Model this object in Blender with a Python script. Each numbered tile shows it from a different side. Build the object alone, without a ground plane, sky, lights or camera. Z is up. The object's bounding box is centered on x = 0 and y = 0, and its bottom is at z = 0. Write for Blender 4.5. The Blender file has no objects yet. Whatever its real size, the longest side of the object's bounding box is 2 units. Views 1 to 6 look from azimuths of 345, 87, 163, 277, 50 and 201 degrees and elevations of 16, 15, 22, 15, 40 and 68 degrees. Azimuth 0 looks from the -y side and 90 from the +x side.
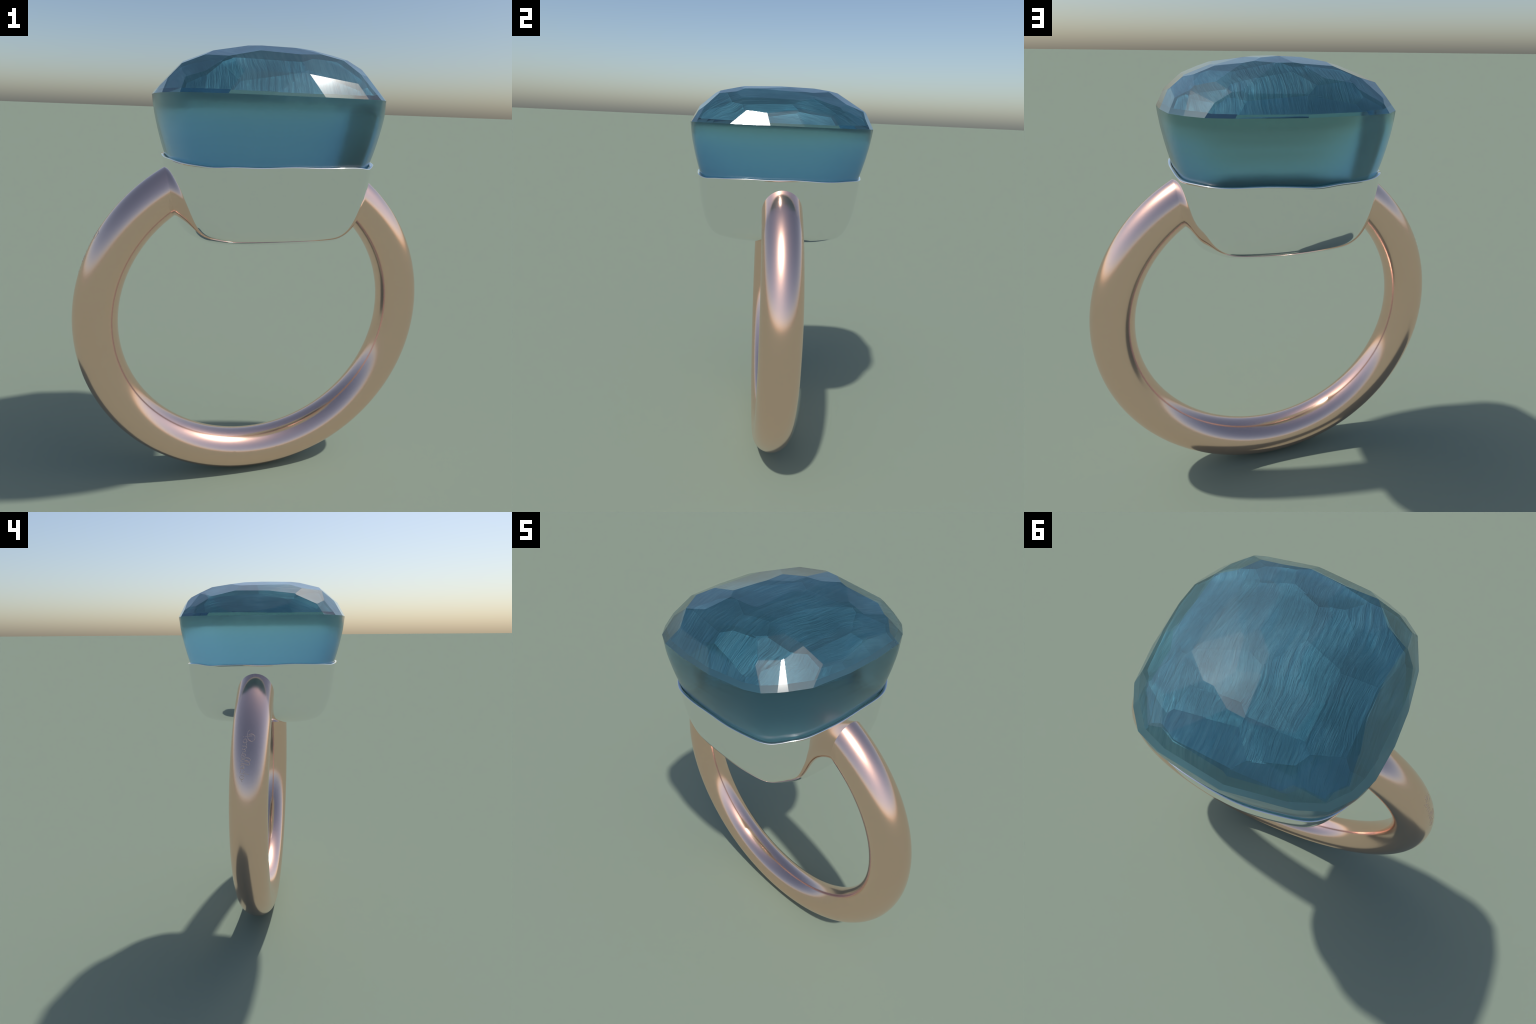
"""A gold ring: rose-gold round band, polished silver cup setting, faceted blue cushion stone over a pearl plate."""
import bpy, bmesh, math, random
import numpy as np
from mathutils import Vector, Matrix

random.seed(11)
TAU = math.tau

# ------------------------------------------------------------------ helpers
def link(obj, parent=None):
    bpy.context.scene.collection.objects.link(obj)
    if parent:
        obj.parent = parent
    return obj

def smoothstep(a, b, x):
    t = min(1.0, max(0.0, (x - a) / (b - a)))
    return t * t * (3 - 2 * t)

def smooth_profile(table, t):
    """Catmull-Rom through rows (t, value)."""
    for i in range(len(table) - 1):
        if t <= table[i + 1][0] or i == len(table) - 2:
            k = (t - table[i][0]) / (table[i + 1][0] - table[i][0])
            a = table[max(0, i - 1)][1] if i else 2 * table[0][1] - table[1][1]
            d = table[i + 2][1] if i + 2 < len(table) else 2 * table[-1][1] - table[-2][1]
            return catmull(a, table[i][1], table[i + 1][1], d, k)

def catmull(p0, p1, p2, p3, t):
    return 0.5 * ((2 * p1) + (p2 - p0) * t + (2 * p0 - 5 * p1 + 4 * p2 - p3) * t * t + (3 * p1 - p0 - 3 * p2 + p3) * t ** 3)

def mesh_object(name, bm, parent, material, smooth=True):
    me = bpy.data.meshes.new(name)
    bm.normal_update()
    bm.to_mesh(me)
    bm.free()
    if not isinstance(material, (list, tuple)):
        material = [material]
    for m in material:
        me.materials.append(m)
    if smooth:
        for p in me.polygons:
            p.use_smooth = True
    return link(bpy.data.objects.new(name, me), parent)

# ------------------------------------------------------------------ materials
def new_material(name):
    m = bpy.data.materials.new(name)
    m.use_nodes = True
    return m, m.node_tree, m.node_tree.nodes["Principled BSDF"]

def node(tree, kind, **inputs):
    n = tree.nodes.new(kind)
    for k, v in inputs.items():
        n.inputs[k].default_value = v
    return n

def metal(name, colour, rough, wear):
    """Polished metal; a faint cloud of hand-polish haze varies the roughness."""
    m, t, b = new_material(name)
    co = node(t, "ShaderNodeTexCoord")
    n = node(t, "ShaderNodeTexNoise", Scale=9.0, Detail=4.0)
    t.links.new(co.outputs["Object"], n.inputs["Vector"])
    r = node(t, "ShaderNodeMapRange")
    r.inputs["To Min"].default_value = rough - wear
    r.inputs["To Max"].default_value = rough + wear
    t.links.new(n.outputs["Fac"], r.inputs["Value"])
    t.links.new(r.outputs["Result"], b.inputs["Roughness"])
    b.inputs["Base Color"].default_value = (*colour, 1)
    b.inputs["Metallic"].default_value = 1.0
    return m

GOLD = metal("rose_gold", (0.955, 0.635, 0.515), 0.17, 0.01)
ENGRAVED = metal("engraved_rose_gold", (0.90, 0.62, 0.51), 0.34, 0.05)
SILVER = metal("polished_silver", (0.925, 0.92, 0.925), 0.045, 0.01)

def glass_material(name, tint, ior, rough):
    m, t, b = new_material(name)
    b.inputs["Base Color"].default_value = (*tint, 1)
    b.inputs["Roughness"].default_value = rough
    b.inputs["IOR"].default_value = ior
    b.inputs["Transmission Weight"].default_value = 1.0
    return m

def pearl_material():
    """Mother-of-pearl plate seen through the stone: silky streaks that run along y."""
    m, t, b = new_material("mother_of_pearl")
    co = node(t, "ShaderNodeTexCoord")
    warp = node(t, "ShaderNodeTexNoise", Scale=3.0, Detail=2.0)
    t.links.new(co.outputs["Object"], warp.inputs["Vector"])
    mixv = node(t, "ShaderNodeMix")
    mixv.data_type = "VECTOR"
    mixv.inputs[0].default_value = 0.10
    t.links.new(co.outputs["Object"], mixv.inputs[4])
    t.links.new(warp.outputs["Color"], mixv.inputs[5])
    mp = node(t, "ShaderNodeMapping", Scale=(90.0, 8.0, 8.0), Rotation=(0, 0, math.radians(-4)))
    t.links.new(mixv.outputs[1], mp.inputs["Vector"])
    streak = node(t, "ShaderNodeTexNoise", Scale=1.0, Detail=5.0, Roughness=0.6)
    t.links.new(mp.outputs["Vector"], streak.inputs["Vector"])
    mp2 = node(t, "ShaderNodeMapping", Scale=(16.0, 2.5, 2.5))
    t.links.new(mixv.outputs[1], mp2.inputs["Vector"])
    broad = node(t, "ShaderNodeTexNoise", Scale=1.0, Detail=3.0)
    t.links.new(mp2.outputs["Vector"], broad.inputs["Vector"])
    add = node(t, "ShaderNodeMath")
    add.operation = "MULTIPLY_ADD"
    add.inputs[1].default_value = 0.6
    t.links.new(broad.outputs["Fac"], add.inputs[0])
    t.links.new(streak.outputs["Fac"], add.inputs[2])
    ramp = node(t, "ShaderNodeValToRGB")
    ramp.color_ramp.elements[0].position = 0.62
    ramp.color_ramp.elements[0].color = (0.36, 0.62, 0.72, 1)
    ramp.color_ramp.elements[1].position = 0.98
    ramp.color_ramp.elements[1].color = (0.90, 1.0, 1.0, 1)
    t.links.new(add.outputs[0], ramp.inputs["Fac"])
    # streaked patches fade into a plainer, darker grey-blue between them
    cloud = node(t, "ShaderNodeTexNoise", Scale=4.2, Detail=2.0)
    t.links.new(co.outputs["Object"], cloud.inputs["Vector"])
    mask = node(t, "ShaderNodeMapRange")
    mask.inputs["From Min"].default_value, mask.inputs["From Max"].default_value = 0.40, 0.60
    t.links.new(cloud.outputs["Fac"], mask.inputs["Value"])
    patch = node(t, "ShaderNodeMix")
    patch.data_type = "RGBA"
    patch.inputs[6].default_value = (0.36, 0.52, 0.58, 1)
    t.links.new(mask.outputs["Result"], patch.inputs[0])
    t.links.new(ramp.outputs["Color"], patch.inputs[7])
    t.links.new(patch.outputs[2], b.inputs["Base Color"])
    bump = node(t, "ShaderNodeBump", Strength=0.6, Distance=0.008)
    t.links.new(streak.outputs["Fac"], bump.inputs["Height"])
    t.links.new(bump.outputs["Normal"], b.inputs["Normal"])
    b.inputs["Metallic"].default_value = 0.8
    b.inputs["Roughness"].default_value = 0.33
    glow = node(t, "ShaderNodeBsdfTranslucent", Color=(0.95, 1.0, 1.0, 1))
    mix = node(t, "ShaderNodeMixShader", Fac=0.32)
    t.links.new(b.outputs[0], mix.inputs[1])
    t.links.new(glow.outputs[0], mix.inputs[2])
    t.links.new(mix.outputs[0], t.nodes["Material Output"].inputs["Surface"])
    return m

def plain_pearl_material():
    m, t, b = new_material("smooth_mother_of_pearl")
    b.inputs["Base Color"].default_value = (0.95, 0.96, 0.96, 1)  # base colour lightened to near white to lift the dark floor inside the body
    b.inputs["Metallic"].default_value = 0.0
    b.inputs["Roughness"].default_value = 0.40
    return m

CROWN_GLASS = glass_material("blue_topaz_crown", (0.15, 0.41, 0.51), 1.75, 0.08)
BODY_GLASS = glass_material("blue_topaz_body", (0.15, 0.345, 0.39), 1.5, 0.20)
PEARL = pearl_material()
PEARL_SIDE = plain_pearl_material()

# ------------------------------------------------------------------ the ring
ring = bpy.data.objects.new("gemstone_ring", None)
ring["label"] = "rose gold ring with a large faceted blue stone in silver cup"
ring["category"] = "ring"
link(ring)

# ---- band: a round tube bent to a circle, cut where it meets the cup
BAND_RX, BAND_RZ, TUBE_R, BAND_Y = 0.7315, 0.717, 0.097, -0.004
BAND_Z = BAND_RZ + TUBE_R

def build_band():
    bm = bmesh.new()
    nu, nv = 360, 64
    grid = []
    for i in range(nu):
        a = TAU * i / nu
        row = []
        for j in range(nv):
            b = TAU * j / nv
            out = TUBE_R * math.cos(b)
            row.append(bm.verts.new(((BAND_RX + out) * math.sin(a), BAND_Y + TUBE_R * math.sin(b), BAND_Z - (BAND_RZ + out) * math.cos(a))))
        grid.append(row)
    for i in range(nu):
        for j in range(nv):
            p, q = grid[i], grid[(i + 1) % nu]
            bm.faces.new((p[j], p[(j + 1) % nv], q[(j + 1) % nv], q[j]))
    # take out the arc hidden inside the cup with two slanted cuts, one per shoulder
    for s in (-1, 1):
        top, low = Vector((s * 0.408, 0, 1.53)), Vector((s * 0.352, 0, 1.27))
        along = top - low
        normal = Vector((-s * along.z, 0, s * along.x)) * s
        if normal.x * s < 0:
            normal = -normal
        geom = list(bm.verts) + list(bm.edges) + list(bm.faces)
        bmesh.ops.bisect_plane(bm, geom=geom, plane_co=top, plane_no=normal, dist=1e-6)
    inside = [f for f in bm.faces if (c := f.calc_center_median()).z > 1.1 and abs(c.x) < 0.352 + (c.z - 1.27) * 0.2154]
    bmesh.ops.delete(bm, geom=inside, context="FACES")
    edges = [e for e in bm.edges if e.is_boundary]
    bmesh.ops.holes_fill(bm, edges=edges, sides=0)
    bmesh.ops.recalc_face_normals(bm, faces=bm.faces)
    caps = [f for f in bm.faces if len(f.verts) > 8]
    for f in caps:
        for e in f.edges:
            e.smooth = False
    return mesh_object("band", bm, ring, GOLD)

band = build_band()

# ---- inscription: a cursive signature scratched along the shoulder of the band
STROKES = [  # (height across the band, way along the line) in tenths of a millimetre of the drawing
    [(170, 355), (330, 342), (500, 322)],
    [(335, 182), (292, 250), (294, 340), (320, 420), (380, 465), (430, 465), (475, 410), (485, 345), (450, 298), (380, 285), (320, 305)],
    [(285, 460), (250, 415), (205, 420), (185, 460), (205, 500), (255, 505), (285, 462), (270, 520), (285, 560), (180, 578), (272, 600), (284, 630),
     (176, 652), (252, 680), (264, 712), (180, 738), (205, 772), (268, 790), (255, 832), (205, 822), (176, 785), (160, 832), (180, 868), (300, 870),
     (400, 905), (378, 945), (280, 930), (170, 912), (156, 948), (290, 960), (390, 1000), (368, 1035), (270, 1022), (170, 1002), (156, 1040), (205, 1040),
     (245, 1075), (225, 1118), (175, 1112), (160, 1075), (205, 1045), (236, 1090), (150, 1132), (150, 1172), (165, 1205)],
    [(136, 1226), (250, 1240), (372, 1262)], [(262, 1172), (232, 1215), (228, 1288)],
    [(228, 1288), (185, 1290), (140, 1315), (150, 1362), (205, 1378), (245, 1350), (228, 1290), (200, 1340), (190, 1390), (205, 1436)]]

def build_inscription():
    data = bpy.data.curves.new("inscription", "CURVE")
    data.dimensions, data.bevel_depth, data.bevel_resolution, data.resolution_u = "3D", 0.0021, 1, 4
    for stroke in STROKES:
        sp = data.splines.new("BEZIER")
        sp.bezier_points.add(len(stroke) - 1)
        for bp, (h, w) in zip(sp.bezier_points, stroke):
            phi = math.radians(146.0 + (w - 180) / 1260 * 18.0)
            side = math.asin((0.0575 - 0.000182 * h) / TUBE_R)
            out = (TUBE_R - 0.0013) * math.cos(side)
            bp.co = ((BAND_RX + out) * math.cos(phi), BAND_Y + (TUBE_R - 0.0013) * math.sin(side), BAND_Z + (BAND_RZ + out) * math.sin(phi))
            bp.handle_left_type = bp.handle_right_type = "AUTO"
    temp = bpy.data.objects.new("inscription_curve", data)
    me = bpy.data.meshes.new_from_object(temp)
    bpy.data.objects.remove(temp)
    me.name = "inscription"
    me.materials.clear()
    me.materials.append(ENGRAVED)
    for p in me.polygons:
        p.use_smooth = True
    return link(bpy.data.objects.new("inscription", me), band)

build_inscription()

# ---- plan of stone and cup: the girdle polygon
GIRDLE_Z = 1.806
GIRDLE = [  # corners of the girdle polygon, counter-clockwise
    (0.461, -0.080), (0.460, 0.075), (0.443, 0.236), (0.400, 0.320), (0.341, 0.393), (0.246, 0.432),
    (0.002, 0.470), (-0.242, 0.436), (-0.341, 0.398), (-0.409, 0.319), (-0.442, 0.238), (-0.460, 0.100),
    (-0.461, -0.044), (-0.444, -0.211), (-0.395, -0.350), (-0.328, -0.410), (-0.246, -0.447), (-0.096, -0.466),
    (0.091, -0.470), (0.266, -0.446), (0.331, -0.417), (0.370, -0.372), (0.393, -0.338), (0.437, -0.257),
]

def body_outlines(sub=10):
    """The girdle polygon point by point, and the relaxed smooth cushion that follows it."""
    n = len(GIRDLE)
    straight, smooth = [], []
    for i in range(n):
        p = [Vector(GIRDLE[(i + k) % n]) for k in (-1, 0, 1, 2)]
        straight += [p[1].lerp(p[2], k / sub) for k in range(sub)]
        smooth += [catmull(*p, k / sub) for k in range(sub)]
    m = len(smooth)
    for _ in range(14):
        smooth = [(smooth[j - 1] + smooth[j] * 2 + smooth[(j + 1) % m]) / 4 for j in range(m)]
    return straight, smooth

# ---- cup: cushion-shaped silver box with rounded floor and a hand-pressed rim
CUP_PROFILE = [  # z, half x, half y
    (1.236, 0.00, 0.00), (1.236, 0.16, 0.16), (1.237, 0.248, 0.246), (1.242, 0.303, 0.300),
    (1.255, 0.338, 0.335), (1.274, 0.360, 0.357), (1.304, 0.378, 0.376), (1.347, 0.393, 0.392),
    (1.400, 0.405, 0.405), (1.460, 0.413, 0.414), (1.520, 0.419, 0.420), (1.556, 0.423, 0.4235)]
CUP_Y = -0.002

def corner_push(p, amount):
    """Factor that fills out the four corners of the cushion, a little more towards -y."""
    s2 = (2 * p[0] * p[1] / (p[0] ** 2 + p[1] ** 2)) ** 2
    return 1 + amount * s2 * (1.25 if p[1] < 0 else 0.75)

PLAN = [(p.x / 0.459 * corner_push(p, 0.016), p.y / 0.467 * corner_push(p, 0.016)) for p in body_outlines()[1]]  # unit cushion


def rim_wobble(a):
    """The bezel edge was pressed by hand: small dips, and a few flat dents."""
    w = 0.0018 * math.sin(2 * a + 0.6) + 0.0014 * math.sin(5 * a + 1.9) + 0.0014 * math.sin(11 * a)
    for centre, width, depth in ((-0.85, 0.10, 0.007), (1.75, 0.16, 0.007), (-2.2, 0.12, 0.006), (2.6, 0.10, 0.005)):
        d = (a - centre + math.pi) % TAU - math.pi
        w -= depth * math.exp(-(d / width) ** 2)
    return w

def build_cup():
    bm = bmesh.new()
    n = len(PLAN)
    wobble = [rim_wobble(math.atan2(y, x)) for x, y in PLAN]
    rows = []
    for i in range(1, len(CUP_PROFILE) - 1):
        p = [CUP_PROFILE[max(0, i - 1)], CUP_PROFILE[i], CUP_PROFILE[i + 1], CUP_PROFILE[min(len(CUP_PROFILE) - 1, i + 2)]]
        rows += [tuple(catmull(p[0][c], p[1][c], p[2][c], p[3][c], k / 4) for c in range(3)) for k in range(4)]
    rows.append(CUP_PROFILE[-1])
    rings = [[(x * hx, y * hy, z + w * smoothstep(1.45, 1.556, z)) for (x, y), w in zip(PLAN, wobble)] for z, hx, hy in rows]
    # rounded lip, then down the inside wall
    for dz, inset in ((0.001, -0.0035), (0.0045, -0.0035), (0.006, -0.001), (0.006, 0.007), (0.0045, 0.010), (-0.002, 0.0115), (-0.045, 0.019), (-0.12, 0.03)):
        rings.append([(x * (0.423 - inset), y * (0.4235 - inset), 1.556 + dz + (w if dz > -0.03 else 0)) for (x, y), w in zip(PLAN, wobble)])
    vr = [[bm.verts.new((x, y + CUP_Y, z)) for x, y, z in r] for r in rings]
    for p, q in zip(vr, vr[1:]):
        for j in range(n):
            bm.faces.new((p[j], p[(j + 1) % n], q[(j + 1) % n], q[j]))
    for r, z in ((vr[0], CUP_PROFILE[0][0]), (vr[-1], 1.43)):
        c = bm.verts.new((0, CUP_Y, z))
        for j in range(n):
            bm.faces.new((r[j], r[(j + 1) % n], c))
    bmesh.ops.recalc_face_normals(bm, faces=bm.faces)
    return mesh_object("cup_setting", bm, ring, SILVER)

cup = build_cup()

# ---- stone: faceted crown (an intersection of facet planes) on a smooth tapering body
RIM_TILT = [60, 58, 52, 49, 57, 63, 66, 58, 54, 51, 56, 55, 62, 57, 51, 49, 56, 62, 58, 53, 47, 48, 48, 62]  # degrees, one per girdle edge

def dome(x, y):
    """Smooth cushion dome that the facet corners lie on."""
    u, v = abs(x / 0.461), abs(y / 0.471)
    q = (u ** 3 + v ** 3) ** (1 / 3)
    c = u * u / (u * u + v * v + 1e-9)
    dip = 0.020 * math.exp(-((x - 0.30) ** 2 + (y - 0.30) ** 2) / 0.016) + 0.011 * math.exp(-((x + 0.28) ** 2 + (y - 0.32) ** 2) / 0.014)
    return 2.0 - dip - c * (0.12 * q ** 2 + 0.074 * q ** 12) - (1 - c) * (0.03 * q ** 2 + 0.1 * q ** 4 + 0.064 * q ** 10)

FACET_CORNERS = {  # where facet edges meet, seen from above (x, y)
    "a1": (-0.076, -0.035), "a2": (-0.141, -0.159), "a3": (-0.079, -0.211), "a4": (-0.100, -0.322), "a5": (0.043, -0.194),
    "a6": (0.081, -0.291), "a7": (0.130, -0.322), "a8": (0.041, -0.354), "a9": (0.014, 0.022), "a10": (-0.107, 0.088),
    "a11": (0.005, 0.131), "a12": (0.082, 0.159), "a13": (0.127, 0.212), "a14": (0.187, 0.214), "a16": (0.245, 0.112),
    "X": (0.118, -0.005), "a18": (0.236, -0.084), "a19": (0.259, -0.038), "v22": (0.195, -0.185), "v23": (0.130, -0.220),
    "v21": (0.258, -0.235), "v19": (0.228, -0.318), "a25": (-0.009, 0.266), "a26": (0.064, 0.279), "v8": (-0.097, 0.301),
    "v7": (-0.154, 0.285), "v2": (-0.259, 0.305), "v6": (-0.220, 0.376), "v1": (-0.222, 0.415), "v1b": (-0.346, 0.354),
    "v4": (-0.397, 0.245), "v3": (-0.358, 0.229), "b1": (-0.350, 0.097), "b2": (-0.353, -0.098), "v10": (-0.369, -0.200),
    "v11": (-0.387, -0.228), "b5": (-0.414, -0.182), "c1": (-0.263, 0.086), "c2": (-0.228, -0.036), "c3": (-0.269, -0.083),
    "c4": (-0.248, -0.156), "v12": (-0.291, -0.236), "v13": (-0.236, -0.336), "v15": (-0.244, -0.390), "v16": (-0.359, -0.328),
    "k": (-0.193, 0.145), "n1": (-0.015, 0.375), "n2": (-0.096, 0.361), "a28": (0.327, 0.141), "a29": (0.347, 0.242),
    "a30": (0.361, 0.069), "a31": (0.421, 0.055), "e1": (0.344, -0.201), "e2": (0.381, -0.258), "e3": (0.410, -0.218),
    "a34": (0.425, -0.076), "a35": (0.343, -0.346), "s1": (0.274, -0.390), "t1": (0.240, -0.415), "s2": (0.024, -0.427),
    "r1": (0.387, 0.258), "r2": (0.338, 0.344), "nn": (0.224, 0.401), "nm": (-0.028, 0.434), "m1": (0.277, 0.308),
    "w1": (0.421, 0.136),
}
FACETS = [  # each upper facet by its corners
    "a1 a9 a11 a10", "a1 a9 X a5 a3 a2", "X a18 v22 v23 a5", "v19 a7 v23 v22 v21",
    "a7 a6 a5 v23", "a4 a3 a5 a6 a7 a8", "a4 a3 a2 c4 v12 v13", "a1 a2 c4 c3 c2",
    "a1 c2 c1 k a10", "a10 a11 a25 v8 v7 k", "k v7 v2 v3 b1 c1", "b1 c1 c2 c3 b2",
    "b2 c3 c4 v12 v10", "v12 v10 v11 v16 v15 v13", "v4 v3 b1 b2 v10 v11 b5", "v1 v1b v2 v6",
    "v1b v2 v3 v4", "a12 a13 a14 a16 X", "a12 X a9 a11", "a13 a12 a11 a25 a26",
    "X a16 a19 a18", "a16 a28 a30 a19", "a19 a30 e1 v21 v22 a18", "e1 e2 e3 a34 a31 a30",
    "a14 m1 a29 a28 a16", "a26 a13 a14 m1 nn", "m1 a29 r1 r2 nn", "v2 v7 v8 a25 n1 n2 v6",
    "v6 n2 n1 nm v1", "a25 a26 nn nm n1", "a28 a29 r1 w1 a31 a30", "a8 a7 v19 s1 t1 s2",
    "v13 a4 a8 s2 v15", "v21 v19 s1 a35 e2 e1",
]

def build_crown(bm, inset=0.0, floor=GIRDLE_Z, wander=0.0):
    """Start from a tall prism over the girdle polygon and slice every facet off (all planes moved in by inset)."""
    n = len(GIRDLE)
    low = [bm.verts.new((x, y, floor)) for x, y in GIRDLE]
    high = [bm.verts.new((x, y, 2.2)) for x, y in GIRDLE]
    bm.faces.new(low[::-1])
    bm.faces.new(high)
    for i in range(n):
        bm.faces.new((low[i], low[(i + 1) % n], high[(i + 1) % n], high[i]))
    planes = []
    for i in range(n):
        a, b = Vector((*GIRDLE[i], GIRDLE_Z)), Vector((*GIRDLE[(i + 1) % n], GIRDLE_Z))
        e = (b - a).normalized()
        out = Vector((e.y, -e.x, 0))
        t = math.radians(RIM_TILT[i])
        planes.append((a, out * math.sin(t) + Vector((0, 0, math.cos(t)))))
    for facet in FACETS:  # best plane through the corners
        pts = np.array([(*FACET_CORNERS[k], dome(*FACET_CORNERS[k])) for k in facet.split()])
        centre = pts.mean(0)
        no = np.linalg.svd(pts - centre)[2][2]
        no = Vector(no if no[2] > 0 else -no)
        if wander:  # each inner facet leans its own way
            no = (no + Vector((random.uniform(-wander, wander), random.uniform(-wander, wander), 0))).normalized()
        planes.append((Vector(centre), no))
    for co, no in planes:
        geom = list(bm.verts) + list(bm.edges) + list(bm.faces)
        cut = bmesh.ops.bisect_plane(bm, geom=geom, plane_co=co - no * inset, plane_no=no, dist=1e-7, clear_outer=True)
        edges = [g for g in cut["geom_cut"] if isinstance(g, bmesh.types.BMEdge)]
        if edges:
            bmesh.ops.holes_fill(bm, edges=[e for e in bm.edges if e.is_boundary], sides=0)
    bmesh.ops.remove_doubles(bm, verts=bm.verts, dist=1e-6)

BODY_PROFILE = [(0.0, 1.0), (0.15, 0.990), (0.35, 0.966), (0.6, 0.925), (0.85, 0.874), (1.0, 0.842)]  # depth share, width share
BODY_LOW, BODY_SHIFT = 1.475, -0.002

def build_stone():
    """Crown and body share the girdle line; the glass is one closed skin cut there into two parts."""
    bm = bmesh.new()
    build_crown(bm)
    table = [f for f in bm.faces if abs(f.calc_center_median().z - GIRDLE_Z) < 1e-5]
    bmesh.ops.delete(bm, geom=table, context="FACES_ONLY")
    bmesh.ops.recalc_face_normals(bm, faces=bm.faces)
    if sum(f.normal.z for f in bm.faces) < 0:
        bmesh.ops.reverse_faces(bm, faces=bm.faces)
    crown = mesh_object("crown", bm, stone, CROWN_GLASS, smooth=False)

    bm = bmesh.new()
    straight, smooth = body_outlines()
    m, steps = len(smooth), 40
    rows, normals = [], {}
    for s in range(steps + 1):
        t = s / steps
        w = smooth_profile(BODY_PROFILE, t)
        slope = (smooth_profile(BODY_PROFILE, min(1, t + 0.01)) - smooth_profile(BODY_PROFILE, max(0, t - 0.01))) / (min(1, t + 0.01) - max(0, t - 0.01))
        z = GIRDLE_Z + (BODY_LOW - GIRDLE_Z) * t
        mix = smoothstep(0, 0.2, t)
        row = []
        for j in range(m):
            q = straight[j].lerp(smooth[j], mix) * corner_push(smooth[j], 0.020 * t)
            v = bm.verts.new((q.x * w, q.y * w * (1 - 0.012 * t) + BODY_SHIFT * t, z))
            along = smooth[(j + 1) % m] - smooth[j - 1]
            down = Vector((smooth[j].x * slope, smooth[j].y * slope + BODY_SHIFT, BODY_LOW - GIRDLE_Z))
            normals[v] = Vector((along.x, along.y, 0)).cross(-down).normalized()
            row.append(v)
        rows.append(row)
    for p, q in zip(rows, rows[1:]):
        for j in range(m):
            bm.faces.new((p[(j + 1) % m], p[j], q[j], q[(j + 1) % m])).smooth = True
    bm.faces.new(rows[-1])
    bm.verts.index_update()
    order = [normals[v] for v in bm.verts]
    bmesh.ops.recalc_face_normals(bm, faces=bm.faces)
    for f in bm.faces:  # outward
        c = f.calc_center_median()
        if f.smooth and f.normal.x * c.x + f.normal.y * c.y < 0:
            f.normal_flip()
        elif not f.smooth and f.normal.z > 0:
            f.normal_flip()
    body = mesh_object("body", bm, stone, BODY_GLASS, smooth=False)
    split = []
    for poly in body.data.polygons:
        for li in poly.loop_indices:
            n = order[body.data.loops[li].vertex_index]
            if n.x * poly.center.x + n.y * poly.center.y < 0:
                n = -n
            split.append(n if poly.use_smooth else poly.normal)
    body.data.normals_split_custom_set(split)

stone = bpy.data.objects.new("stone", None)
link(stone, ring)
build_stone()

# ---- pearl: a thin slice of mother-of-pearl under the crown, and a second one in the cup floor
def build_slice(name, z, share, thick, material, shift=0.0):
    bm = bmesh.new()
    n = len(GIRDLE)
    top = [bm.verts.new((x * share, y * share + shift, z)) for x, y in GIRDLE]
    low = [bm.verts.new((x * share, y * share + shift, z - thick)) for x, y in GIRDLE]
    bm.faces.new(top)
    bm.faces.new(low[::-1])
    for i in range(n):
        bm.faces.new((low[i], low[(i + 1) % n], top[(i + 1) % n], top[i]))
    bmesh.ops.recalc_face_normals(bm, faces=bm.faces)
    return mesh_object(name, bm, stone, material, smooth=False)


def build_pearl():
    bm = bmesh.new()
    build_crown(bm, PEARL_INSET, PEARL_FLOOR, PEARL_WANDER)
    table = [f for f in bm.faces if abs(f.calc_center_median().z - PEARL_FLOOR) < 1e-5]
    bmesh.ops.delete(bm, geom=table, context="FACES_ONLY")
    bmesh.ops.recalc_face_normals(bm, faces=bm.faces)
    for v in bm.verts:
        v.co.z = PEARL_FLOOR + (v.co.z - PEARL_FLOOR) * PEARL_FLATTEN
    return mesh_object("pearl_core", bm, stone, PEARL, smooth=False)

PEARL_INSET, PEARL_FLOOR, PEARL_FLATTEN, PEARL_WANDER = 0.028, 1.810, 0.95, 0.08
pearl = build_pearl()
foil = build_slice("backing_foil", 1.505, 0.868, 0.03, PEARL_SIDE, BODY_SHIFT)
